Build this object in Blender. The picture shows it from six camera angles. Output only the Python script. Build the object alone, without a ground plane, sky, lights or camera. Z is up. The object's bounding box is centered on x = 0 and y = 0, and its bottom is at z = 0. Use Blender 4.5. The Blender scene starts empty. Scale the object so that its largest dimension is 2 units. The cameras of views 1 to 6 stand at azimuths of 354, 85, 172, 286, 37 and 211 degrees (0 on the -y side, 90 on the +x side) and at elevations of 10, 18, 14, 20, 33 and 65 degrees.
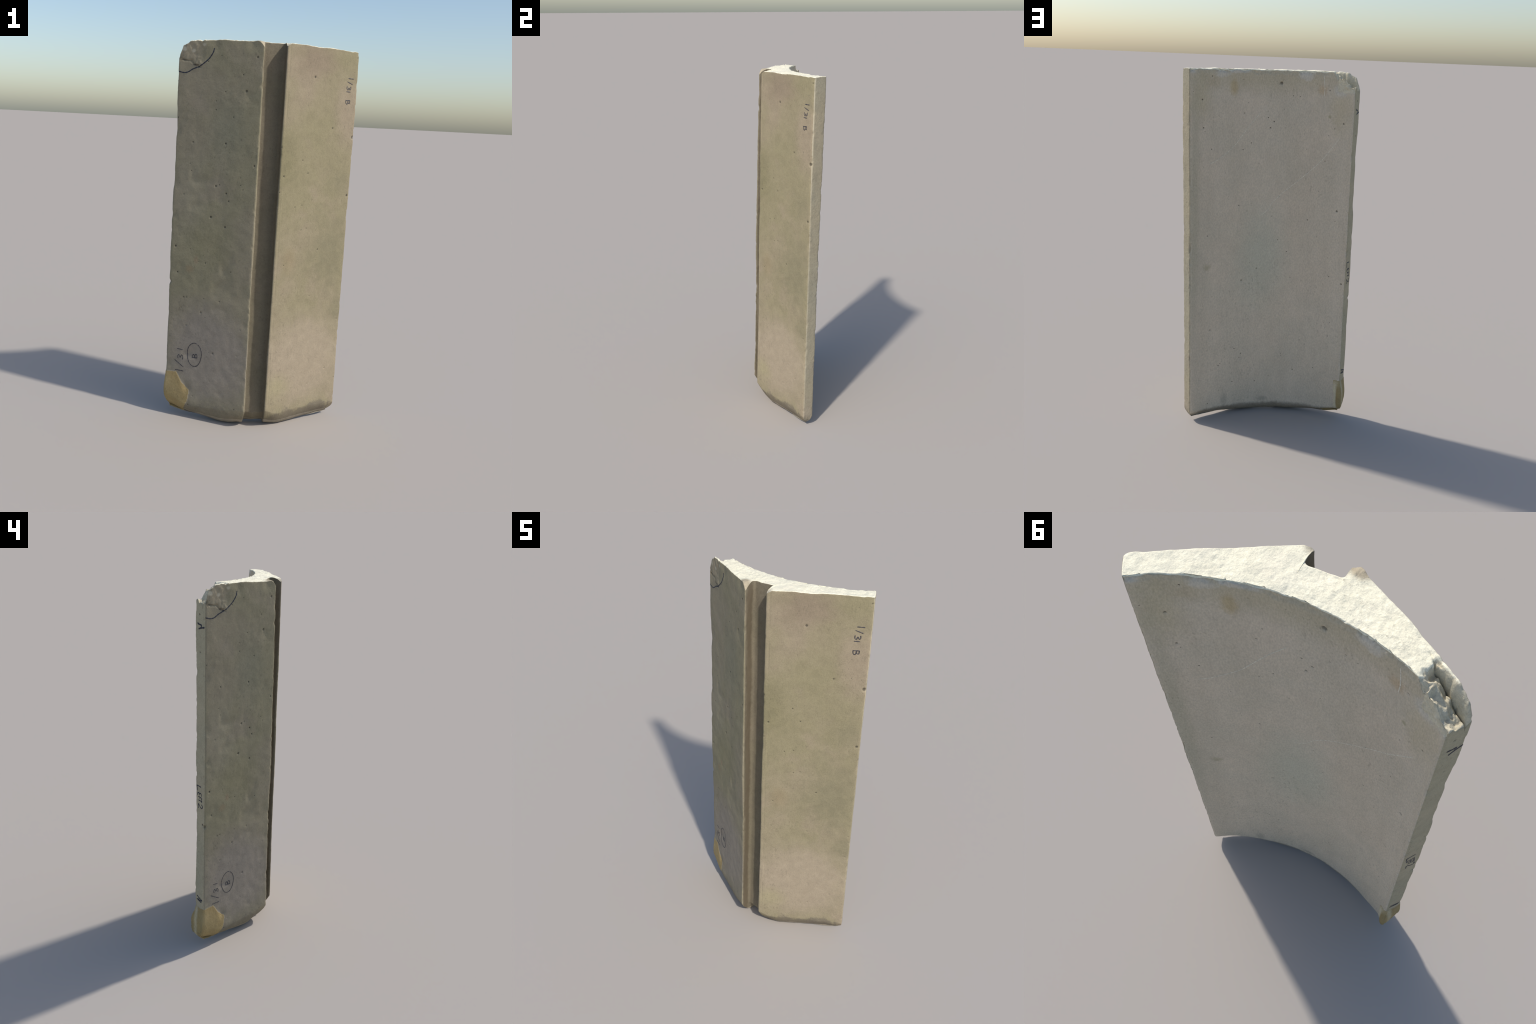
"""Weathered plaster piece of a mould: an upright slab with two flat outer panels that
meet at a ridge split by a groove, a hollow (cylindrical) back, a broken upper corner,
a tan filler repair at one lower corner and pen marks."""
import bpy, math
import numpy as np
from mathutils import Vector
from mathutils.bvhtree import BVHTree

RNG = np.random.default_rng(7)

# ------------------------------------------------------------------ dimensions (metres)
Z_REF = 1.99
LEAN = np.array([0.020, 0.047]) / 1.93          # the slab leans a little backwards
A, G1 = (-0.458, 0.107), (-0.0398, -0.1332)      # left panel, outer corner -> ridge
G2, G3 = (-0.0420, -0.066), (0.074, -0.064)      # groove floor
G4, R1 = (0.0625, -0.1295), (0.486, 0.1095)       # right panel, ridge -> outer corner
R2, L2 = (0.4480, 0.176), (-0.420, 0.174)        # back corners
HOLLOW_R, HOLLOW_X, HOLLOW_Y = 0.82, 0.016, 0.0435

NT, NW = 340, 40                                # grid across and through the slab
ROWS = 500                                      # rows up the walls
ROUND_ROWS = 12


def smooth(a, b, x):
    t = np.clip((x - a) / (b - a), 0, 1)
    return t * t * (3 - 2 * t)


# ------------------------------------------------------------------ value noise
LATTICE = np.random.default_rng(11).uniform(-1, 1, (32, 32, 32))


def vnoise(p):
    i = np.floor(p).astype(int)
    f = p - i
    f = f * f * (3 - 2 * f)
    out = 0
    for dx in (0, 1):
        wx = f[:, 0] if dx else 1 - f[:, 0]
        for dy in (0, 1):
            wy = f[:, 1] if dy else 1 - f[:, 1]
            for dz in (0, 1):
                wz = f[:, 2] if dz else 1 - f[:, 2]
                out = out + wx * wy * wz * LATTICE[(i[:, 0] + dx) % 32, (i[:, 1] + dy) % 32, (i[:, 2] + dz) % 32]
    return out


def fbm(p, scale, octaves=3, seed=0.0):
    out, amp = 0, 1.0
    for o in range(octaves):
        out = out + amp * vnoise(p * scale + seed + 7.3 * o)
        scale *= 2.03
        amp *= 0.5
    return out


# ------------------------------------------------------------------ cross-section outline
def fillet_loop(pts, radii):
    pts = [np.array(p, float) for p in pts]
    out, mids, n = [], {}, len(pts)
    for i, (p, r) in enumerate(zip(pts, radii)):
        a, b = pts[i - 1], pts[(i + 1) % n]
        if r <= 0:
            out.append(p)
            continue
        u, v = (a - p) / np.linalg.norm(a - p), (b - p) / np.linalg.norm(b - p)
        half = math.acos(np.clip(u @ v, -1, 1)) / 2
        d = min(r / math.tan(half), 0.45 * np.linalg.norm(a - p), 0.45 * np.linalg.norm(b - p))
        r = d * math.tan(half)
        c = p + (u + v) / np.linalg.norm(u + v) * (r / math.sin(half))
        s, e = p + u * d - c, p + v * d - c
        ang = math.atan2(s[0] * e[1] - s[1] * e[0], s @ e)
        for k in range(17):
            th = ang * k / 16
            if k == 8:
                mids[i] = len(out)
            out.append(c + np.array([s[0] * math.cos(th) - s[1] * math.sin(th),
                                     s[0] * math.sin(th) + s[1] * math.cos(th)]))
    return np.array(out), mids


def hollow(x):
    return HOLLOW_Y + HOLLOW_R - np.sqrt(HOLLOW_R ** 2 - (x - HOLLOW_X) ** 2) + 0.004 * np.exp(-((x - 0.24) / 0.12) ** 2) \
        + 0.009 * smooth(0.37, 0.448, x)


arc_x = np.linspace(R2[0], L2[0], 90)[2:-2]
outline = [A, G1, G2, G3, G4, R1, R2] + [(x, float(hollow(x))) for x in arc_x] + [L2]
radii = [0.008, 0.0045, 0.014, 0.016, 0.008, 0.012, 0.010] + [0] * len(arc_x) + [0.010]
loop2d, mids = fillet_loop(outline, radii)
iA, iR1, iR2, iL2 = mids[0], mids[5], mids[6], mids[len(outline) - 1]


def chain(i, j):
    return loop2d[i:j + 1] if i <= j else np.vstack([loop2d[i:], loop2d[:j + 1]])


def resample(c, u=None, n=None):
    seg = np.r_[0, np.cumsum(np.linalg.norm(np.diff(c, axis=0), axis=1))]
    seg /= seg[-1]
    u = np.linspace(0, 1, n) if u is None else u
    return np.c_[np.interp(u, seg, c[:, 0]), np.interp(u, seg, c[:, 1])]


FRONT = resample(chain(iA, iR1), n=NT)
d = np.abs(np.diff(FRONT, axis=0))
m = np.r_[0, np.cumsum(d[:, 0] + 0.15 * d[:, 1])]
BACK = resample(chain(iR2, iL2)[::-1], u=m / m[-1])
RIGHT = resample(chain(iR1, iR2), n=NW)
LEFT = resample(chain(iL2, iA)[::-1], n=NW)
T = np.linspace(0, 1, NT)
W = np.linspace(0, 1, NW)


def lerp(c, u):
    x = u * (len(c) - 1)
    i = np.clip(np.floor(x).astype(int), 0, len(c) - 2)
    f = (x - i)[:, None]
    return c[i] * (1 - f) + c[i + 1] * f


def coons(t, w):
    """Map the unit square onto the cross-section (t across, w from outer to hollow side)."""
    tt, ww = t[:, None], w[:, None]
    p = (1 - ww) * lerp(FRONT, t) + ww * lerp(BACK, t) + (1 - tt) * lerp(LEFT, w) + tt * lerp(RIGHT, w)
    return p - ((1 - tt) * (1 - ww) * FRONT[0] + tt * (1 - ww) * FRONT[-1]
                + (1 - tt) * ww * BACK[0] + tt * ww * BACK[-1])


THICK = np.linalg.norm(FRONT - BACK, axis=1)
WIDTH = 0.94


def inset(t, w, front, back, side):
    """Move (t, w) inwards by lengths given for the outer, hollow and narrow sides."""
    th = np.interp(t, T, THICK)
    ef, eb, es = front / th, back / th, side / WIDTH
    return es + (1 - 2 * es) * t, ef + (1 - ef - eb) * w


# boundary loop of the square, counter-clockwise seen from below the outline order
loop_t = np.r_[T, np.ones(NW - 2), T[::-1], np.zeros(NW - 2)]
loop_w = np.r_[np.zeros(NT), W[1:-1], np.ones(NT), W[::-1][1:-1]]
N = len(loop_t)

# ------------------------------------------------------------------ end surfaces
DIR_L = (np.array(G1) - A) / np.linalg.norm(np.array(G1) - A)
DIR_R = (np.array(R1) - G4) / np.linalg.norm(np.array(R1) - G4)
DIR_S = (np.array(A) - L2) / np.linalg.norm(np.array(A) - L2)
CRACK = np.array([(-0.302, 0.034), (-0.318, 0.044), (-0.334, 0.061), (-0.378, 0.081), (-0.425, 0.108), (-0.475, 0.143)])


def polyline_side(p, line):
    """Signed distance to a polyline (positive to the hollow side)."""
    best, sign = np.full(len(p), 9.0), np.ones(len(p))
    for a, b in zip(line[:-1], line[1:]):
        ab = b - a
        k = np.clip(((p - a) @ ab) / (ab @ ab), 0, 1)
        q = p - (a + k[:, None] * ab)
        dist = np.linalg.norm(q, axis=1)
        s = np.sign(ab[1] * (p[:, 0] - a[0]) - ab[0] * (p[:, 1] - a[1]))
        near = dist < best
        best = np.where(near, dist, best)
        sign = np.where(near, s, sign)
    return best * sign


def pad(p, z=0.0):
    return np.c_[p, np.full(len(p), z)]


def top_drop(p):
    """How far the top end is worn or broken below its plane (p in outline coordinates)."""
    g1 = 0.036 * np.clip(1 - np.linalg.norm((p - G1) * (1, 0.8), axis=1) / 0.040, 0, 1) ** 1.7
    g4 = 0.024 * np.clip(1 - np.linalg.norm((p - G4) * (1, 0.75), axis=1) / 0.036, 0, 1) ** 1.5
    s = (p - A) @ DIR_L
    depth = (p - A) @ np.array([-DIR_L[1], DIR_L[0]])
    front = 0.050 * np.exp(-np.maximum(s, 0) / 0.046) * smooth(0.18, 0.06, s) * (1 + 0.25 * fbm(pad(p), 45, 2, 15.5))
    front += 0.85 * np.maximum(depth - 0.005, 0) * smooth(-0.322, -0.350, p[:, 0])
    jag = p[:, 0] + 0.010 * fbm(pad(p), 30, 2, 12.1) + 0.004 * fbm(pad(p), 110, 2, 3.9)
    back = 0.027 * smooth(-0.312, -0.336, jag) + 0.040 * smooth(-0.340, -0.415, jag) + 0.020 * smooth(-0.385, -0.425, p[:, 0])
    off_side = (p - A) @ np.array([-DIR_S[1], DIR_S[0]])
    off_side = np.abs(off_side)
    front += 0.034 * smooth(0.020, 0.002, off_side)
    side = polyline_side(p, CRACK)
    rough = fbm(pad(p), 38, 4, 3.1)
    k = smooth(-0.005, 0.004, side + 0.006 * rough)
    zone = smooth(-0.300, -0.335, p[:, 0])
    facet = np.abs(fbm(pad(p), 42, 2, 31.0))           # angular fracture planes
    clod = 0.008 * rough + 0.016 * (facet - 0.3) + 0.003 * (0.45 - np.abs(fbm(pad(p), 75, 2, 8.8)))
    drop = front * (1 - k) + back * k + zone * clod * np.maximum(k, 0.45 + 0.55 * smooth(0.004, 0.014, depth))
    drop += 0.020 * np.exp(-((side + 0.003 * rough) / 0.003) ** 2) * smooth(-0.318, -0.340, p[:, 0])
    drop += 0.004 * np.exp(-(side / 0.0025) ** 2) * smooth(-0.300, -0.315, p[:, 0])
    return np.maximum(drop, 0) + g1 + g4


def top_z(p):
    q = pad(p)
    return 1.9965 - 0.012 * p[:, 0] - 0.002 * p[:, 1] - top_drop(p) + 0.0022 * fbm(q, 14, 3, 1.7) + 0.0012 * fbm(q, 70, 2, 5.2)


def bottom_z(p):
    x = p[:, 0]
    q = pad(p)
    rear = 0.009 * smooth(-0.11, -0.01, p[:, 1] - hollow(x))
    corner = 0.004 * np.exp(-((p - A) ** 2).sum(axis=1) / 0.004) + 0.016 * np.exp(-((p - L2) ** 2).sum(axis=1) / 0.004)
    return -0.003 + rear + corner + np.where(x < 0, 0.14, 0.08) * x * x + 0.017 * np.exp(-((p - G1) ** 2).sum(axis=1) / 0.006) \
        + 0.009 * np.exp(-((p - G4) ** 2).sum(axis=1) / 0.004) + 0.0022 * fbm(q, 11, 3, 9.4) + 0.001 * fbm(q, 60, 2, 2.2)


# ------------------------------------------------------------------ build the grid of points
frontness = 1 - loop_w
near_ridge = np.maximum(np.exp(-((np.linalg.norm(lerp(FRONT, loop_t) - G1, axis=1)) / 0.08) ** 2) \
    , np.exp(-((np.linalg.norm(lerp(FRONT, loop_t) - G4, axis=1)) / 0.08) ** 2))
ru = fbm(np.c_[loop_t * 9, loop_w * 3, np.zeros(N)], 1, 3, 4.0)
near_l2 = np.exp(-(np.linalg.norm(coons(loop_t, loop_w) - L2, axis=1) / 0.06) ** 2)
B_OUT, B_HOL, B_SIDE = 0.052 + 0.052 * near_ridge, 0.034 + 0.014 * near_l2, 0.022   # horizontal reach of the lower rounding

b_height = (0.038 + 0.030 * frontness + 0.018 * near_ridge * frontness) * (1 + 0.22 * ru)

chips = np.zeros(N)
on_back = loop_w == 1
xb = lerp(BACK, loop_t)[:, 0]
for cx, half, dep in ((0.285, 0.045, 0.024), (0.235, 0.020, 0.020), (0.16, 0.050, 0.012), (0.02, 0.03, 0.006), (-0.185, 0.055, 0.018),
                      (0.43, 0.03, 0.008), (-0.28, 0.03, 0.010)):
    chips = np.maximum(chips, dep * np.clip(1 - ((xb - cx) / half) ** 2, 0, 1))
cn = fbm(np.c_[xb * 40, np.zeros(N), np.zeros(N)], 1, 3, 8.8)
chips = np.where(on_back, np.maximum(0.0, chips * (1 + 1.0 * cn)) + 0.006 * np.maximum(0, cn - 0.1) + 0.002, 0.0)
t_height = 0.0045 + chips * 0.8 + 0.0025 * np.abs(ru)
T_OUT, T_HOL, T_SIDE = 0.005, 0.005, 0.007

rings = []
for k in range(ROUND_ROWS):                      # lower rounding, from cap edge up to the wall
    a = math.pi / 2 * k / ROUND_ROWS
    lin = k / ROUND_ROWS                         # half round, half worn bevel
    f = 0.5 * (1 - math.sin(a)) + 0.5 * (1 - lin)
    t, w = inset(loop_t, loop_w, B_OUT * f, B_HOL * f, B_SIDE * f)
    p = coons(t, w)
    rings.append(np.c_[p, bottom_z(p) + b_height * (0.5 * (1 - math.cos(a)) + 0.5 * lin)])
wall = coons(loop_t, loop_w)
zb = bottom_z(wall) + b_height
zt = top_z(wall) - t_height
for k in range(ROWS + 1):
    h = k / ROWS
    rings.append(np.c_[wall, zb + (zt - zb) * h])
for k in range(1, 7):                            # upper rounding
    a = math.pi / 2 * k / 6
    f = 1 - math.cos(a)
    t, w = inset(loop_t, loop_w, T_OUT * f, (T_HOL + 0.9 * chips.max()) * 0 + T_HOL * f, T_SIDE * f)
    p = coons(t, w)
    # chipped stretches of the inner rim lean further in
    q = p + np.where(on_back, chips, 0)[:, None] * f * 0.45 * np.array([0, -1.0])
    rings.append(np.c_[q, top_z(q) - t_height * (1 - math.sin(a))])
RN = len(rings)
verts = [np.vstack(rings)]
count = RN * N

gt, gw = np.meshgrid(T, W, indexing="ij")
cap_id = np.full((2, NT, NW), -1)


def loop_index():
    idx = np.full((NT, NW), -1)
    idx[:, 0] = np.arange(NT)
    idx[-1, 1:-1] = NT + np.arange(NW - 2)
    idx[:, -1] = (NT + NW - 2 + np.arange(NT))[::-1]
    idx[0, 1:-1] = (2 * NT + NW - 2 + np.arange(NW - 2))[::-1]
    return idx


LI = loop_index()
inner = LI < 0
for c, ring, reach in ((0, 0, (B_OUT, B_HOL, B_SIDE)), (1, RN - 1, (T_OUT, T_HOL, T_SIDE))):
    ti = np.searchsorted(T, gt[inner] - 1e-9)
    reach = [np.asarray(r)[ti] if np.ndim(r) else r for r in reach]
    t, w = inset(gt[inner], gw[inner], *reach)
    p = coons(t, w)
    z = bottom_z(p) if c == 0 else top_z(p)
    verts.append(np.c_[p, z])
    ids = LI + ring * N
    ids[inner] = count + np.arange(inner.sum())
    cap_id[c] = ids
    count += inner.sum()
V = np.vstack(verts)
P2 = V[:, :2].copy()                             # outline coordinates, before the lean

i = np.arange(N)
j = (i + 1) % N
quads, tag_ring, tag_loop = [], [], []
for r in range(RN - 1):
    quads.append(np.c_[r * N + i, r * N + j, (r + 1) * N + j, (r + 1) * N + i])
    tag_ring.append(np.full(N, r))
    tag_loop.append(i)
c0 = cap_id[0]
quads.append(np.c_[c0[:-1, :-1].ravel(), c0[:-1, 1:].ravel(), c0[1:, 1:].ravel(), c0[1:, :-1].ravel()])
c1 = cap_id[1]
quads.append(np.c_[c1[:-1, :-1].ravel(), c1[1:, :-1].ravel(), c1[1:, 1:].ravel(), c1[:-1, 1:].ravel()])
ncap = (NT - 1) * (NW - 1)
tag_ring.append(np.full(ncap, -1))
tag_ring.append(np.full(ncap, RN))
tag_loop.append(np.zeros(2 * ncap, int))
F = np.vstack(quads)
tag_ring = np.concatenate(tag_ring)
tag_loop = np.concatenate(tag_loop)


def lean(p, z):
    return p + LEAN * (z[:, None] - Z_REF)


V[:, :2] = lean(P2, V[:, 2])


def vertex_normals(V):
    a, b, c, d = (V[F[:, k]] for k in range(4))
    n = np.cross(c - a, d - b)
    out = np.zeros_like(V)
    for k in range(4):
        for ax in range(3):
            out[:, ax] += np.bincount(F[:, k], n[:, ax], len(V))
    return out / np.maximum(np.linalg.norm(out, axis=1, keepdims=True), 1e-12)


# ------------------------------------------------------------------ surface relief
def place(face, s, z):
    """Point on a flat face from its own coordinates (s along the face, z height)."""
    o, dr = {"L": (A, DIR_L), "R": (G4, DIR_R), "S": (L2, DIR_S)}[face]
    p = np.array(o) + s * dr + LEAN * (z - Z_REF)
    return np.array([p[0], p[1], z])


def place_hollow(x, z):
    p = np.array([x, float(hollow(x))]) + LEAN * (z - Z_REF)
    return np.array([p[0], p[1], z])


PITS = {  # casting bubbles: position on the face, radius
    "L": [(.294, 1.486, 6), (.326, 1.195, 5), (.229, 1.105, 7), (.313, 1.060, 6), (.103, 1.484, 5), (.065, 1.211, 5),
          (.445, 1.917, 6), (.459, 1.384, 5), (.394, 1.751, 7), (.249, 1.267, 6), (.310, 1.233, 6), (.029, .933, 7),
          (.046, .794, 5), (.088, .662, 5), (.110, .510, 6), (.026, .300, 4), (.195, .593, 6), (.302, .665, 4),
          (.278, .382, 6), (.106, .445, 4), (.419, .391, 5), (.419, .100, 5), (.431, .532, 4), (.143, .074, 5),
          (-.002, .737, 13), (.36, .83, 4), (.21, .86, 4), (.33, 1.62, 4), (.17, .47, 4)],
    "R": [(.195, 1.842, 9), (.160, 1.698, 6), (.333, 1.708, 5), (.040, 1.629, 5), (.071, 1.623, 4), (.333, 1.590, 7),
          (.413, 1.599, 6), (.419, 1.938, 6), (.457, 1.884, 6), (.476, 1.547, 11), (.150, 1.421, 5), (.036, 1.338, 6),
          (.190, 1.354, 5), (.468, 1.236, 8), (.289, .952, 5), (.462, .556, 5), (.472, .690, 4), (.474, .219, 5),
          (.418, .174, 4), (.285, .211, 5), (.399, .283, 5), (.446, .347, 4), (.475, 1.96, 6), (.12, 1.18, 4)],
    "S": [(.036, 1.852, 6), (.039, 1.666, 5), (.022, 1.726, 3), (.028, .640, 4), (.066, 1.55, 4), (.062, 1.36, 3),
          (.06, .745, 8)],
    "H": [(-.042, 1.928, 10), (.154, 1.763, 5), (-.008, 1.722, 5), (.012, 1.688, 5), (.376, 1.686, 5),
          (.382, 1.832, 6), (-.286, 1.519, 5), (-.359, 1.247, 7), (-.048, 1.313, 5), (-.107, 1.863, 4),
          (-.295, 1.900, 5), (.330, 1.953, 4), (.162, 1.939, 4), (-.372, 1.728, 5), (-.328, 1.698, 4),
          (.160, 1.568, 4), (.114, 1.604, 4), (-.207, 1.184, 4), (.157, .822, 7), (.324, .738, 4), (.334, .538, 6),
          (.012, .518, 4), (.192, .408, 4), (.153, .375, 4), (.162, .351, 4), (.285, .312, 5), (.201, .199, 4),
          (-.272, .295, 5), (-.156, .270, 4), (-.401, .830, 6), (.347, .082, 4), (-.380, .187, 4), (-.098, .993, 4)],
}


def pit_list(face):
    f = place_hollow if face == "H" else (lambda s, z: place(face, s, z))
    return [(f(s, z), r * 0.001) for s, z, r in PITS[face]]


def edge_distance(e):
    return np.linalg.norm(P2 - np.array(e), axis=1)


n0 = vertex_normals(V)
disp = 0.0016 * fbm(V, 5, 3, 0.3) + 0.0005 * fbm(V, 28, 3, 6.1)
onL = (edge_distance(A) < 0.46) & (np.abs((P2 - A) @ np.array([DIR_L[1], -DIR_L[0]])) < 0.004)
outL = (P2 - A) @ np.array([DIR_L[1], -DIR_L[0]])
maskL = np.where((P2[:, 0] < -0.03), smooth(-0.014, -0.003, outL), 0)
lumps = 1.3 * fbm(V * (1, 1, 0.75), 6, 2, 2.5) + 0.25 * fbm(V, 17, 2, 14.2)
dents = np.maximum(0, fbm(V, 11, 2, 21.0) - 0.1) ** 2
disp += maskL * (0.0013 * lumps + 0.0020 - 0.0045 * dents)               # hand-smoothed, lumpy left panel
edge = np.zeros(len(V))
for e, wdt in ((A, 0.005), (G1, 0.012), (G4, 0.012), (R1, 0.011), (R2, 0.010), (L2, 0.010)):
    edge = np.maximum(edge, np.exp(-(edge_distance(e) / wdt) ** 2))
chip = np.maximum(0, fbm(V, 24, 3, 4.4) - 0.25)
nib = np.exp(-(np.minimum(edge_distance(R2), edge_distance(L2)) / 0.012) ** 2)
disp -= nib * 0.0040 * np.maximum(0, fbm(V, 38, 3, 30.5) - 0.1)
disp -= edge * (0.0075 * chip + 0.0009 * (fbm(V, 45, 2, 8.0) + 0.3))
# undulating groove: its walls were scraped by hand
grv = (P2[:, 1] > -0.118) & (P2[:, 1] < -0.06) & (P2[:, 0] > -0.062) & (P2[:, 0] < 0.09)
disp += np.where(grv, 0.0022 * fbm(V * (1, 1, 0.5), 14, 2, 1.2), 0)

# spalled patch on the left panel under the broken corner
sL = (P2 - A) @ DIR_L
lower = np.interp(sL, [-0.01, 0.003, 0.030, 0.078, 0.103, 0.135, 0.20], [1.922, 1.921, 1.904, 1.897, 1.878, 1.868, 1.99])
lower = lower + 0.006 * fbm(V, 55, 2, 3.3)
patch = np.where(onL | (edge_distance(A) < 0.01), smooth(0, 0.006, V[:, 2] - lower) * smooth(0.20, 0.12, sL), 0)
disp += patch * (0.0022 * smooth(0.06, 0.0, V[:, 2] - lower) + 0.0020 * fbm(V, 50, 4, 5.5) - 0.002)
disp -= np.where(onL, 0.007 * np.exp(-((V[:, 2] - lower + 0.002) / 0.004) ** 2) * smooth(0.14, 0.12, sL), 0)

# hollow side torn back below the broken corner
onH = np.abs(P2[:, 1] - hollow(np.clip(P2[:, 0], -0.5, 0.5))) < 0.004
tear = np.where(onH, smooth(-0.318, -0.350, P2[:, 0]) * smooth(1.865, 1.915, V[:, 2] + 0.012 * fbm(V, 40, 3, 7.7)), 0)
disp += np.where(onH, 0.0045 * smooth(-0.15, -0.33, P2[:, 0]) * smooth(0.75, 0.30, V[:, 2]), 0)
disp -= tear * (0.004 + 0.005 * fbm(V, 55, 3, 1.1))
# torn rim of the hollow below the chips
rim = np.where(onH, smooth(1.970, 1.990, V[:, 2] + 0.01 * fbm(V, 45, 3, 2.9)), 0)
disp -= rim * 0.0032 * (1 + fbm(V, 60, 3, 9.9))
V += n0 * disp[:, None]
# the right panel stands further out towards the top
nR = np.array([DIR_R[1], -DIR_R[0]])
outR = (P2 - G4) @ nR
bulgeR = np.where((P2 - G4) @ DIR_R > -0.03, smooth(-0.055, -0.008, outR), 0) * (-0.0030 + 0.0085 * smooth(0.1, 1.95, V[:, 2]))
bulgeR *= np.where(P2[:, 0] < 0.02, 0, 1)
V[:, :2] += nR * bulgeR[:, None]
# the left panel leans in a little near its foot while its outer corner spreads
nL = np.array([DIR_L[1], -DIR_L[0]])
V[:, :2] -= nL * (0.0035 * maskL * smooth(1.1, 0.3, V[:, 2]))[:, None]
V[:, :2] -= DIR_L * (0.004 * smooth(0.06, 0.0, (P2 - A) @ DIR_L) * smooth(1.3, 0.4, V[:, 2]) * smooth(-0.07, -0.02, outL))[:, None]

for face, n, span in (("L", 30, 0.44), ("R", 16, 0.46), ("H", 24, 0.8)):
    for _ in range(n):
        a, z = RNG.uniform(0.02, 1) * span, RNG.uniform(0.12, 1.93)
        PITS[face].append((a - 0.4 if face == "H" else a, z, RNG.uniform(2.6, 4.2)))
for face in PITS:
    for c, r in pit_list(face):
        dist = np.linalg.norm(V - c, axis=1)
        near = dist < 2.2 * r
        V[near] -= n0[near] * (0.75 * r * np.exp(-(dist[near] / (0.75 * r)) ** 2))[:, None]

# filler repair at the lower left corner, slightly proud and swollen to the back
jit = 0.004 * fbm(V, 30, 3, 4.7)
fill_s = np.interp(V[:, 2], [0.0, 0.05, 0.075, 0.10, 0.155, 0.195, 0.215, 0.25], [0.095, 0.108, 0.130, 0.142, 0.144, 0.097, 0.082, 0.062])
fill_top = np.interp(sL, [-0.06, -0.01, 0.02, 0.065], [0.226, 0.238, 0.243, 0.250])
inside = (V[:, 2] < fill_top + jit * 0.6) & (sL < fill_s + jit)
deep = (P2 - A) @ np.array([-DIR_L[1], DIR_L[0]])
inside &= np.where(onH, P2[:, 0] < -0.390 + jit, True) & (P2[:, 0] < -0.28)
fn = n0 * 0.0020
swell = smooth(0.05, 0.0, edge_distance(L2)) * smooth(0.232, 0.150, V[:, 2]) * smooth(0.01, 0.12, V[:, 2])
fn[:, :2] += -DIR_S * (0.021 * swell)[:, None]
outward = np.array([DIR_S[1], -DIR_S[0]]) * np.sign(np.array([DIR_S[1], -DIR_S[0]]) @ np.array([-1.0, 0]))
puff = np.maximum(1.5 * smooth(0.075, 0.010, edge_distance(L2)), 0.45 * smooth(0.11, 0.02, edge_distance(A))) * smooth(0.240, 0.150, V[:, 2])
puff *= smooth(0.005, 0.055, V[:, 2])
fn[:, :2] += outward * (0.009 * puff)[:, None]
V += np.where(inside[:, None], fn, 0)

print('lowest point before seating', V[:, 2].min())
V[:, 2] -= V[:, 2].min()
normals = vertex_normals(V)

# ------------------------------------------------------------------ regions
loop_xy = wall
seg_mid = (loop_xy + loop_xy[j]) / 2
kG1 = int(np.argmin(np.linalg.norm(FRONT - G1, axis=1)))
kG4 = int(np.argmin(np.linalg.norm(FRONT - G4, axis=1)))
REG = ["left_panel", "groove", "right_panel", "right_side", "hollow", "left_side", "top", "bottom", "break", "filler"]
seg_reg = np.empty(N, int)
seg_reg[:kG1] = 0
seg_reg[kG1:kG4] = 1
seg_reg[kG4:NT - 1] = 2
seg_reg[NT - 1:NT + NW - 2] = 3
seg_reg[NT + NW - 2:2 * NT + NW - 3] = 4
seg_reg[2 * NT + NW - 3:] = 5
reg = seg_reg[tag_loop]
reg[tag_ring < int(ROUND_ROWS * 0.55)] = 7
reg[tag_ring >= RN - 4] = 6
fc2 = P2[F].mean(axis=1)
fcz = V[F].mean(axis=1)[:, 2]
broken = (reg == 6) & (fc2[:, 0] < -0.285) & (polyline_side(fc2, CRACK) > -0.5) & \
    ((top_drop(fc2) > 0.006) | (np.linalg.norm(fc2 - A, axis=1) < 0.06))
reg[broken] = 8
reg[(tear[F].mean(axis=1) > 0.5)] = 8
reg[inside[F].sum(axis=1) >= 3] = 9


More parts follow.
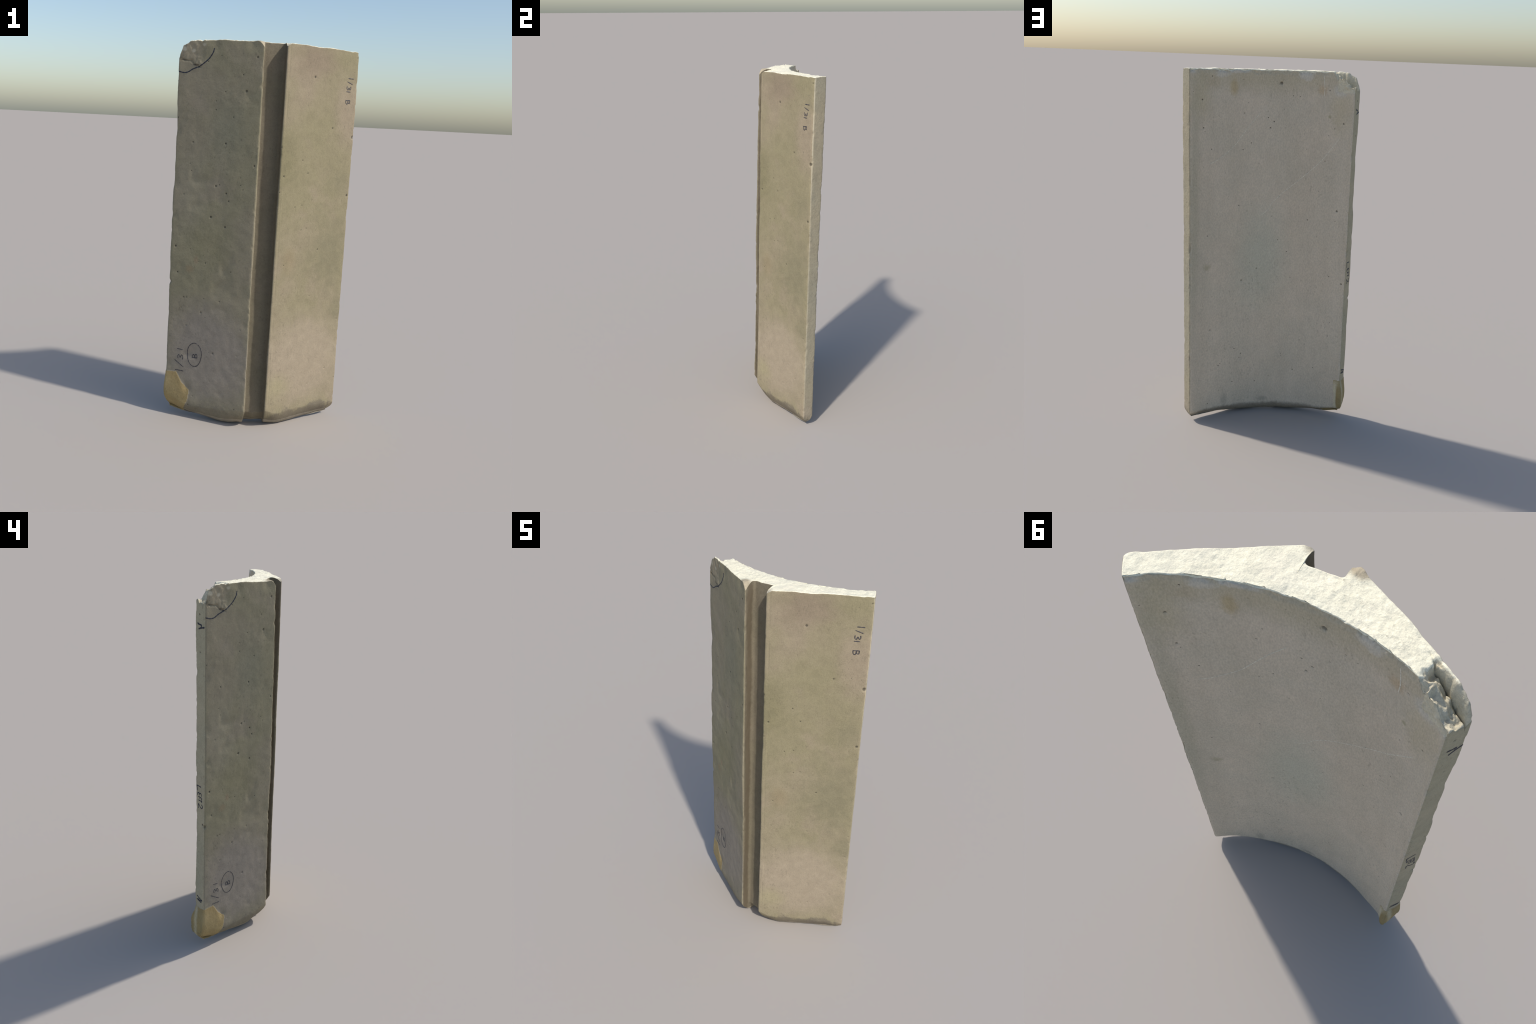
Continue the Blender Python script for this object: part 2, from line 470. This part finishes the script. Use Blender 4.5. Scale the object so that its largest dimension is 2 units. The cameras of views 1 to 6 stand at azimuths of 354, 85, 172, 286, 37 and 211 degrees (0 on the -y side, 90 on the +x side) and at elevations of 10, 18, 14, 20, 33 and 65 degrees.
# ------------------------------------------------------------------ materials
class Nodes:
    def __init__(self, name):
        self.mat = bpy.data.materials.new(name)
        self.mat.use_nodes = True
        self.nt = self.mat.node_tree
        self.bsdf = self.nt.nodes["Principled BSDF"]
        self.pos = self.new("ShaderNodeTexCoord").outputs["Object"]

    def new(self, kind, **kw):
        n = self.nt.nodes.new(kind)
        for k, v in kw.items():
            setattr(n, k, v)
        return n

    def link(self, a, b):
        if hasattr(a, "node"):
            self.nt.links.new(a, b)
        else:
            b.default_value = a

    def vec(self, op, a, b=None):
        n = self.new("ShaderNodeVectorMath", operation=op)
        self.link(a, n.inputs[0])
        if b is not None:
            self.link(b, n.inputs[1])
        return n.outputs["Value"] if op in ("LENGTH", "DISTANCE", "DOT_PRODUCT") else n.outputs["Vector"]

    def math(self, op, a, b=0.0, clamp=False):
        n = self.new("ShaderNodeMath", operation=op, use_clamp=clamp)
        self.link(a, n.inputs[0])
        self.link(b, n.inputs[1])
        return n.outputs[0]

    def ramp(self, v, a, b, lo=0.0, hi=1.0):
        n = self.new("ShaderNodeMapRange", interpolation_type="SMOOTHSTEP")
        for k, x in zip(("Value", "From Min", "From Max", "To Min", "To Max"), (v, a, b, lo, hi)):
            self.link(x, n.inputs[k])
        return n.outputs[0]

    def noise(self, scale, detail=4.0, rough=0.55, stretch=None, offset=0.0, color=False):
        p = self.vec("MULTIPLY", self.pos, stretch) if stretch else self.pos
        if offset:
            p = self.vec("ADD", p, (offset, offset * 1.7, -offset))
        n = self.new("ShaderNodeTexNoise")
        self.link(p, n.inputs["Vector"])
        n.inputs["Scale"].default_value = scale
        n.inputs["Detail"].default_value = detail
        n.inputs["Roughness"].default_value = rough
        return n.outputs["Color" if color else "Fac"]

    def mix(self, fac, a, b, blend="MIX"):
        n = self.new("ShaderNodeMix", data_type="RGBA", blend_type=blend)
        self.link(fac, n.inputs[0])
        for x, s in ((a, n.inputs[6]), (b, n.inputs[7])):
            self.link((*x, 1.0) if isinstance(x, tuple) and len(x) == 3 else x, s)
        return n.outputs[2]


def plaster(name, base, alt, warm, patches=(), pits=(), edges=(), specks=0.5, grain=1.0, contrast=1.0,
            dirt=0.0, rough_scale=1.0, weave=None, flecks=0.7, bubble=0.7, streaks=0.0):
    """Aged plaster: three drifting tints, soft patches (centre, radii, tint, strength, softness, raggedness),
    dark casting bubbles, paler rubbed edges, fine grain."""
    g = Nodes(name)
    col = g.mix(g.ramp(g.noise(2.6, 3, 0.5, offset=1.3), 0.38, 0.64), base, alt)
    col = g.mix(g.ramp(g.noise(4.7, 4, 0.55, offset=4.1), 0.48, 0.72, 0, 0.7), col, warm)
    warp = g.math("ADD", g.math("MULTIPLY", g.noise(16, 5, 0.65, offset=2.2), 0.65), g.math("MULTIPLY", g.noise(55, 4, 0.65, offset=5.2), 0.35))
    for c, rad, tint, strength, soft, ragged in patches:
        q = g.vec("DIVIDE", g.vec("SUBTRACT", g.pos, tuple(map(float, c))), tuple(map(float, rad)))
        dlen = g.math("ADD", g.vec("LENGTH", q), g.math("MULTIPLY", g.math("SUBTRACT", warp, 0.5), ragged))
        col = g.mix(g.ramp(dlen, 1.0, 1.0 - soft, 0, strength), col, tint)
    # mottling and grain
    mott = g.noise(22, 5, 0.65, stretch=weave, offset=0.7)
    col = g.mix(1.0, col, g.mix(g.ramp(mott, 0.3, 0.7), tuple([1 - 0.07 * contrast] * 3), tuple([1 + 0.05 * contrast] * 3)), "MULTIPLY")
    fine = g.noise(190, 4, 0.7, stretch=weave, offset=3.0)
    col = g.mix(1.0, col, g.mix(g.ramp(fine, 0.3, 0.7), tuple([1 - 0.10 * grain] * 3), tuple([1 + 0.07 * grain] * 3)), "MULTIPLY")
    if streaks:
        sn = g.ramp(g.noise(5, 4, 0.6, stretch=(1.0, 1.0, 0.22), offset=12.0), 0.40, 0.68, 0, streaks)
        col = g.mix(sn, col, g.mix(1.0, col, (0.80, 0.79, 0.74), "MULTIPLY"))
    # short dark flecks that come and go
    fl = g.ramp(g.noise(85, 3, 0.6, stretch=(1.0, 1.0, 0.6), offset=1.1), 0.56, 0.70)
    fl = g.math("MULTIPLY", fl, g.ramp(g.noise(4, 2, 0.5, offset=9.0), 0.42, 0.62, 0.15, 1.0))
    col = g.mix(1.0, col, g.mix(fl, (1, 1, 1), tuple([1 - 0.26 * flecks] * 3)), "MULTIPLY")
    # scattered pinholes
    vor = g.new("ShaderNodeTexVoronoi")
    g.link(g.pos, vor.inputs["Vector"])
    vor.inputs["Scale"].default_value = 30
    keep = g.ramp(g.vec("DOT_PRODUCT", vor.outputs["Color"], (1, 0, 0)), 0.80, 0.90)
    spk = g.math("MULTIPLY", g.ramp(vor.outputs["Distance"], 0.09, 0.04), keep)
    col = g.mix(g.math("MULTIPLY", spk, specks), col, (0.07, 0.062, 0.050))
    # dirt gathered in streaky clouds
    if dirt:
        dn = g.ramp(g.noise(9, 6, 0.7, offset=8.0), 0.52, 0.72, 0, dirt)
        col = g.mix(dn, col, (0.13, 0.115, 0.085))
    # rubbed edges
    if edges:
        sep = g.new("ShaderNodeSeparateXYZ")
        g.link(g.pos, sep.inputs[0])
        dz = g.math("SUBTRACT", sep.outputs["Z"], Z_REF)
        comb = g.new("ShaderNodeCombineXYZ")
        g.link(g.math("SUBTRACT", sep.outputs["X"], g.math("MULTIPLY", dz, float(LEAN[0]))), comb.inputs["X"])
        g.link(g.math("SUBTRACT", sep.outputs["Y"], g.math("MULTIPLY", dz, float(LEAN[1]))), comb.inputs["Y"])
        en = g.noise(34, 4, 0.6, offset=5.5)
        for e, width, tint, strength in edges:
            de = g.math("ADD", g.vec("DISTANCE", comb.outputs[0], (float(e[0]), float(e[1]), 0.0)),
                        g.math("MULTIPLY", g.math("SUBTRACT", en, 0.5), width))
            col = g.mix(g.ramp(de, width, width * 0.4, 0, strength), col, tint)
    # casting bubbles: near-black spot over each dent
    pit = None
    for c, r in pits:
        d1 = g.ramp(g.vec("DISTANCE", g.pos, tuple(map(float, c))), r * 1.05, r * 0.5)
        pit = d1 if pit is None else g.math("MAXIMUM", pit, d1)
    if pit is not None:
        col = g.mix(g.math("MULTIPLY", pit, bubble), col, (0.045, 0.040, 0.032))
    g.link(col, g.bsdf.inputs["Base Color"])
    g.bsdf.inputs["Roughness"].default_value = 0.85
    g.bsdf.inputs["Specular IOR Level"].default_value = 0.25
    bump = g.new("ShaderNodeBump")
    bump.inputs["Strength"].default_value = 0.35 * rough_scale
    bump.inputs["Distance"].default_value = 0.004
    h = g.math("ADD", g.math("MULTIPLY", g.noise(75, 5, 0.62, stretch=weave, offset=6.0), 1.0), g.math("MULTIPLY", fine, 0.35))
    g.link(h, bump.inputs["Height"])
    g.link(bump.outputs[0], g.bsdf.inputs["Normal"])
    return g.mat


OLIVE = (0.262, 0.228, 0.138)
SAND = (0.286, 0.240, 0.158)
PINK = (0.305, 0.247, 0.174)
GREEN = (0.220, 0.194, 0.122)
GREY = (0.225, 0.208, 0.170)
EDGE = (0.56, 0.50, 0.37)
DIRT = (0.165, 0.140, 0.105)


def onL_p(s, z): return place("L", s, z)
def onR_p(s, z): return place("R", s, z)


mats = {}
mats["right_panel"] = plaster(
    "plaster_right_panel", SAND, OLIVE, PINK,
    patches=[(onR_p(0.20, 1.92), (0.20, 0.20, 0.13), (0.248, 0.196, 0.138), 0.8, 0.8, 0.9),
             (onR_p(0.44, 1.66), (0.14, 0.14, 0.22), PINK, 0.8, 0.8, 0.8),
             (onR_p(0.03, 1.40), (0.13, 0.13, 0.24), (0.212, 0.188, 0.105), 0.7, 0.8, 0.9),
             (onR_p(0.36, 0.92), (0.23, 0.23, 0.34), GREEN, 0.8, 0.95, 1.7),
             (onR_p(0.45, 0.60), (0.10, 0.10, 0.13), GREEN, 0.7, 0.8, 1.4),
             (onR_p(0.42, 1.30), (0.09, 0.09, 0.10), GREEN, 0.5, 0.8, 1.4),
             (onR_p(0.10, 0.90), (0.07, 0.07, 0.10), (0.268, 0.210, 0.124), 0.5, 0.9, 1.0),
             (onR_p(0.24, 0.36), (0.36, 0.36, 0.33), (0.338, 0.278, 0.198), 0.95, 0.6, 0.6),
             (onR_p(0.08, 0.22), (0.12, 0.12, 0.10), (0.325, 0.282, 0.172), 0.8, 0.9, 0.9),
             (onR_p(0.24, 0.010), (0.33, 0.33, 0.085), DIRT, 0.8, 0.35, 1.6),
             (onR_p(0.36, 0.045), (0.11, 0.11, 0.060), DIRT, 0.8, 0.35, 1.8)],
    pits=pit_list("R"), edges=[(R1, 0.005, EDGE, 0.4), (G4, 0.006, EDGE, 0.15)], specks=0.35)
mats["left_panel"] = plaster(
    "plaster_left_panel", (0.270, 0.240, 0.153), (0.285, 0.246, 0.168), (0.300, 0.254, 0.183),
    patches=[(onL_p(0.10, 1.20), (0.12, 0.12, 0.34), (0.290, 0.256, 0.180), 0.6, 0.9, 0.9),
             (onL_p(0.30, 1.55), (0.16, 0.16, 0.30), (0.240, 0.224, 0.155), 0.6, 0.9, 0.9),
             (onL_p(0.22, 0.95), (0.20, 0.20, 0.16), (0.258, 0.230, 0.132), 0.6, 0.9, 1.0),
             (onL_p(0.12, 0.82), (0.07, 0.02, 0.03), (0.300, 0.225, 0.130), 0.55, 0.8, 1.2),
             (onL_p(0.155, 0.87), (0.02, 0.02, 0.03), (0.300, 0.215, 0.135), 0.55, 0.8, 1.0),
             (onL_p(0.24, 0.36), (0.34, 0.34, 0.36), (0.298, 0.256, 0.206), 0.9, 0.6, 0.6),
             (onL_p(0.26, 0.02), (0.30, 0.30, 0.095), DIRT, 0.6, 0.5, 1.5),
             (onL_p(0.06, 1.965), (0.11, 0.11, 0.09), (0.320, 0.270, 0.185), 0.7, 0.5, 1.0),
             (onL_p(0.03, 1.955), (0.022, 0.02, 0.016), EDGE, 0.8, 0.7, 1.2),
             (onL_p(0.085, 1.945), (0.018, 0.02, 0.012), EDGE, 0.7, 0.7, 1.2),
             (onL_p(0.145, 1.975), (0.014, 0.02, 0.012), EDGE, 0.6, 0.7, 1.2),
             (onL_p(0.10, 1.875), (0.030, 0.03, 0.007), (0.10, 0.08, 0.06), 0.8, 0.7, 1.0),
             (onL_p(0.03, 1.900), (0.030, 0.03, 0.006), (0.12, 0.10, 0.07), 0.7, 0.7, 1.0)],
    pits=pit_list("L"), edges=[], specks=0.3, rough_scale=0.6, bubble=0.8)
mats["groove"] = plaster("plaster_groove", (0.196, 0.166, 0.115), (0.182, 0.158, 0.106), (0.210, 0.174, 0.124),  # base tints darkened to carry part of the groove's shadow
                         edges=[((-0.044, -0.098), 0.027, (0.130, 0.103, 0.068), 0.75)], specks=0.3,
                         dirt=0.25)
mats["right_side"] = plaster("plaster_right_side", (0.370, 0.320, 0.222), (0.345, 0.312, 0.228), (0.365, 0.300, 0.222),
                             edges=[(R1, 0.005, EDGE, 0.5)], specks=0.3,
                             pits=[p for p in pit_list("R") if p[1] > 0.0075], rough_scale=1.4)
mats["left_side"] = plaster("plaster_left_side", (0.450, 0.385, 0.262), (0.415, 0.368, 0.252), (0.445, 0.365, 0.258),
                            pits=pit_list("S") + [p for p in pit_list("L") if p[1] > 0.012], specks=0.4)
HB = (0.625, 0.527, 0.400)


def onH_p(x, z): return place_hollow(x, z)


mats["hollow"] = plaster(
    "plaster_hollow", HB, (0.585, 0.505, 0.385), (0.650, 0.543, 0.412),
    patches=[(onH_p(0.05, 0.95), (0.22, 0.2, 0.45), (0.520, 0.490, 0.375), 0.8, 0.9, 0.6),
             (onH_p(0.02, 2.00), (0.70, 0.5, 0.17), (0.520, 0.440, 0.300), 0.8, 0.7, 0.7),
             (onH_p(0.215, 1.90), (0.034, 0.05, 0.055), (0.500, 0.380, 0.205), 0.7, 0.9, 1.9),
             (onH_p(0.33, 1.92), (0.070, 0.05, 0.045), (0.500, 0.405, 0.270), 0.55, 0.9, 1.9),
             (onH_p(-0.265, 1.90), (0.040, 0.05, 0.042), (0.530, 0.385, 0.235), 0.65, 0.9, 1.8),
             (onH_p(0.40, 1.86), (0.12, 0.10, 0.22), (0.520, 0.440, 0.285), 0.65, 0.9, 1.4),
             (onH_p(-0.36, 1.80), (0.10, 0.10, 0.20), (0.560, 0.465, 0.305), 0.55, 0.9, 1.4),
             (onH_p(0.43, 1.2), (0.05, 0.06, 1.0), (0.480, 0.430, 0.310), 0.6, 0.8, 0.8),
             (onH_p(-0.38, 1.0), (0.06, 0.06, 1.2), (0.640, 0.550, 0.425), 0.5, 0.8, 0.8),
             (onH_p(-0.30, 1.76), (0.012, 0.03, 0.014), (0.340, 0.300, 0.170), 0.6, 0.8, 1.0),
             (onH_p(0.355, 0.915), (0.034, 0.03, 0.028), (0.400, 0.345, 0.215), 0.55, 0.9, 1.6),
             (onH_p(0.25, 0.095), (0.030, 0.03, 0.050), (0.330, 0.295, 0.230), 0.5, 0.8, 1.5),
             (onH_p(0.02, 0.075), (0.050, 0.03, 0.025), (0.300, 0.265, 0.205), 0.5, 0.8, 1.7),
             (onH_p(0.0, 0.00), (0.9, 0.5, 0.066), (0.270, 0.230, 0.175), 0.95, 0.35, 0.7)]
    + [(onH_p(x, z), (w, 0.05, h), (0.62, 0.56, 0.46), 0.75, 0.6, 2.6)
       for x, z, w, h in ((0.275, 1.968, 0.045, 0.026), (0.19, 1.982, 0.07, 0.014), (-0.175, 1.968, 0.055, 0.030),
                          (0.43, 1.975, 0.03, 0.02), (-0.345, 1.90, 0.045, 0.04))],
    pits=pit_list("H"), bubble=0.85, specks=0.75, streaks=0.2, grain=1.3, contrast=0.5, weave=(1, 1, 0.5))
CREAM = (0.935, 0.86, 0.635)
mats["top"] = plaster("plaster_cut_end", CREAM, (0.89, 0.83, 0.635), (0.94, 0.85, 0.65), specks=0.45, rough_scale=2.4, grain=0.9, contrast=0.8,
                      patches=[(place("L", 0.453, 1.99), (0.05, 0.05, 0.06), (0.42, 0.35, 0.24), 0.95, 0.5, 0.8),
                               (place("R", 0.0, 1.99), (0.05, 0.05, 0.05), (0.46, 0.39, 0.28), 0.85, 0.7, 1.3)])
mats["break"] = plaster("plaster_fracture", (0.78, 0.68, 0.48), (0.66, 0.59, 0.43), (0.78, 0.65, 0.46), specks=0.5, rough_scale=3.0,
                        contrast=2.2, dirt=0.25)
mats["bottom"] = plaster("plaster_base", (0.330, 0.285, 0.215), (0.300, 0.265, 0.205), DIRT, specks=0.5, rough_scale=2.0, dirt=0.5)
mats["filler"] = plaster("tan_filler", (0.370, 0.272, 0.125), (0.335, 0.262, 0.122), (0.400, 0.310, 0.160), specks=0.2, contrast=1.4,
                         patches=[(onH_p(-0.41, 0.13), (0.045, 0.025, 0.16), (0.68, 0.60, 0.42), 0.95, 0.5, 0.6)],
                         dirt=0.15)


def flat_material(name, colour, rough=0.6):
    g = Nodes(name)
    n = g.ramp(g.noise(120, 3, 0.6), 0.3, 0.75)
    g.link(g.mix(n, tuple(c * 1.5 for c in colour), tuple(c * 0.8 for c in colour)), g.bsdf.inputs["Base Color"])
    g.bsdf.inputs["Roughness"].default_value = rough
    return g.mat


INK = flat_material("pen_ink", (0.016, 0.017, 0.026))
PENCIL = flat_material("soft_pencil", (0.042, 0.037, 0.038))
SCRATCH = flat_material("pale_scratch", (0.54, 0.49, 0.39), 0.9)

# ------------------------------------------------------------------ objects
root = bpy.data.objects.new("plaster_mould_segment", None)
root.empty_display_size = 0.3
bpy.context.scene.collection.objects.link(root)
root["label"] = "weathered beige plaster slab with grooved ridge and hollow back"
root["category"] = "plaster mould"

NAMES = {"left_panel": "outer_panel", "groove": "groove", "right_panel": "outer_panel", "right_side": "side_edge",
         "hollow": "hollow_face", "left_side": "side_edge", "top": "top_end", "bottom": "bottom_end",
         "break": "broken_corner", "filler": "corner_filler"}
parts = {}


def add_mesh(name, v, f, mat, parent, nrm=None, smooth_shade=True):
    me = bpy.data.meshes.new(name)
    me.from_pydata(v.tolist() if hasattr(v, "tolist") else v, [], f.tolist() if hasattr(f, "tolist") else f)
    me.materials.append(mat)
    me.polygons.foreach_set("use_smooth", np.full(len(me.polygons), smooth_shade))
    me.update()
    if nrm is not None:
        me.normals_split_custom_set_from_vertices(nrm)
    ob = bpy.data.objects.new(name, me)
    bpy.context.scene.collection.objects.link(ob)
    ob.parent = parent
    return ob


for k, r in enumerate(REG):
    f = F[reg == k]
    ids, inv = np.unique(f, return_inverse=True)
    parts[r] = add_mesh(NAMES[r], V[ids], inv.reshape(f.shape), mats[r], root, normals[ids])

bvh = BVHTree.FromPolygons([tuple(p) for p in V], F.tolist())


# ------------------------------------------------------------------ pen marks and scratches
def curve_through(pts, step=0.0022):
    """Catmull-Rom through the control points, evenly sampled."""
    p = np.array(pts, float)
    if len(p) == 2:
        fine = p
    else:
        q = np.vstack([2 * p[0] - p[1], p, 2 * p[-1] - p[-2]])
        fine = []
        for a, b, c, e in zip(q[:-3], q[1:-2], q[2:-1], q[3:]):
            for u in np.linspace(0, 1, 12, endpoint=False):
                fine.append(0.5 * (2 * b + (c - a) * u + (2 * a - 5 * b + 4 * c - e) * u ** 2
                                   + (3 * b - a - 3 * c + e) * u ** 3))
        fine = np.array(fine + [p[-1]])
    n = max(3, int(np.linalg.norm(np.diff(fine, axis=0), axis=1).sum() / step))
    return resample(fine, n=n)


def ribbons(name, face, strokes, width, mat, parent, height=0.0010):
    """Thin raised lines of ink (or a scraped burr) lying on the surface."""
    put = place_hollow if face == "H" else (lambda s, z: place(face, s, z))
    v, f = [], []
    for si, st in enumerate(strokes):
        c = curve_through(st)
        tan = np.gradient(c, axis=0)
        tan /= np.maximum(np.linalg.norm(tan, axis=1, keepdims=True), 1e-9)
        nor = np.c_[-tan[:, 1], tan[:, 0]]
        base = len(v)
        for k, (q, m_) in enumerate(zip(c, nor)):
            wk = width * (0.85 + 0.3 * math.sin(k * 0.37 + si * 1.9) ** 2) * (0.55 if k in (0, len(c) - 1) else 1)
            for off, up in ((-0.5, 0.0001), (-0.25, height), (0.25, height), (0.5, 0.0001)):
                s = q + m_ * off * wk
                hit, hn, _, _ = bvh.find_nearest(Vector(put(s[0], s[1])))
                v.append(tuple(hit + hn * up))
        for k in range(len(c) - 1):
            for e in range(3):
                a = base + 4 * k + e
                f.append((a, a + 4, a + 5, a + 1))
    return add_mesh(name, v, f, mat, parent)


GLYPH = {  # handwriting strokes in a box 0..0.6 wide, 0..1 tall
    "1": [[(0.2, 0.0), (0.22, 1.0)]],
    "/": [[(0.0, 0.0), (0.6, 1.0)]],
    "3": [[(0.02, 0.92), (0.35, 0.98), (0.5, 0.78), (0.2, 0.52), (0.52, 0.32), (0.38, 0.04), (0.0, 0.08)]],
    "B": [[(0.1, 0.0), (0.08, 1.0)], [(0.05, 0.98), (0.48, 0.88), (0.42, 0.6), (0.1, 0.52)],
          [(0.1, 0.52), (0.55, 0.42), (0.5, 0.1), (0.05, 0.02)]],
    "L": [[(0.05, 1.0), (0.0, 0.05), (0.08, 0.0)], [(0.0, 0.02), (0.75, 0.06)]],
    "E": [[(0.0, 1.0), (0.0, 0.0)], [(0.0, 0.96), (0.5, 1.0)], [(0.0, 0.5), (0.4, 0.52)], [(0.0, 0.02), (0.5, 0.0)]],
    "F": [[(0.05, 1.0), (0.0, 0.0)], [(0.03, 0.98), (0.5, 1.0)], [(0.02, 0.5), (0.4, 0.52)]],
    "T": [[(0.3, 1.0), (0.28, 0.0)], [(0.0, 0.96), (0.6, 1.0)]],
    "2": [[(0.0, 0.75), (0.2, 1.0), (0.5, 0.85), (0.35, 0.45), (0.0, 0.02)], [(0.0, 0.03), (0.65, 0.0)]],
    "A": [[(0.0, 0.0), (0.3, 1.0), (0.42, 0.0)], [(0.1, 0.4), (0.55, 0.45)], [(0.55, 0.9), (0.42, 0.0)]],
    ".": [[(0.0, 0.0), (0.05, 0.12)]],
}


def write(name, face, glyphs, width, mat, up, parent):
    """glyphs: (char, s of the baseline, z where it starts, height, squeeze). up=+1: reads downwards, up=-1: reads upwards."""
    strokes = []
    for ch, s, z, h, sq in glyphs:
        for st in GLYPH[ch]:
            strokes.append([(s + up * y * h, z - up * x * h * sq) for x, y in st])
    return ribbons(name, face, strokes, width, mat, parent)


LP, RP, SP, HF = parts["left_panel"], parts["right_panel"], parts["left_side"], parts["hollow"]
write("pencil_number", "L", [("1", .108, .250, .052, .5), ("/", .107, .277, .059, .93), ("3", .101, .318, .033, 1.4),
                             ("1", .097, .366, .034, 1)], 0.0046, PENCIL, -1, LP)
write("pencil_letter", "L", [("B", .187, .337, .031, 1.25)], 0.0050, PENCIL, -1, LP)
ring = [(.169 + .043 * math.cos(a) * (1 + .03 * math.sin(3 * a)), .356 + .064 * math.sin(a))
        for a in np.linspace(1.25, 1.25 + 2 * math.pi * 0.985, 22)]
ribbons("pencil_ring", "L", [ring], 0.0046, PENCIL, LP)
ribbons("ink_arc", "L", [[(.001, 1.840), (.036, 1.834), (.060, 1.839), (.085, 1.853), (.125, 1.869), (.172, 1.902),
                          (.197, 1.935), (.203, 1.958)]], 0.0060, INK, LP)
write("pencil_number", "R", [("1", .417, 1.857, .037, 1), ("/", .412, 1.833, .036, .6), ("3", .411, 1.810, .028, 1.3),
                             ("1", .409, 1.787, .028, 1.0), ("B", .408, 1.740, .031, 1.2), (".", .407, 1.693, .014, 1)],
      0.0052, PENCIL, 1, RP)
write("ink_word", "S", [("L", .014, .957, .036, 1.1), ("E", .020, .918, .032, .9), ("F", .024, .897, .030, .9),
                        ("T", .027, .884, .028, .9), ("2", .025, .858, .036, 1.2)], 0.0058, INK, 1, SP)
write("ink_letter", "S", [("A", .012, .306, .048, 1.1)], 0.0068, INK, 1, SP)
ribbons("ink_letter", "S", [[(.020, 1.808), (.034, 1.803), (.049, 1.800), (.048, 1.784)],
                            [(.029, 1.780), (.045, 1.786), (.073, 1.792)]], 0.0084, INK, SP)
ribbons("scratch", "H", [[(.344, 1.492), (.306, 1.509), (.250, 1.549), (.209, 1.587), (.167, 1.642), (.126, 1.697),
                          (.068, 1.767)],
                         [(.060, 1.195), (.015, 1.232), (-.012, 1.276), (-.067, 1.332), (-.142, 1.397), (-.215, 1.465),
                          (-.269, 1.522), (-.303, 1.570), (-.351, 1.643)],
                         [(-.262, 1.974), (-.269, 1.909), (-.267, 1.869)]], 0.0030, SCRATCH, HF, 0.0005)

for ob in list(bpy.data.objects):
    ob.select_set(False)
print("verts", len(V), "quads", len(F))
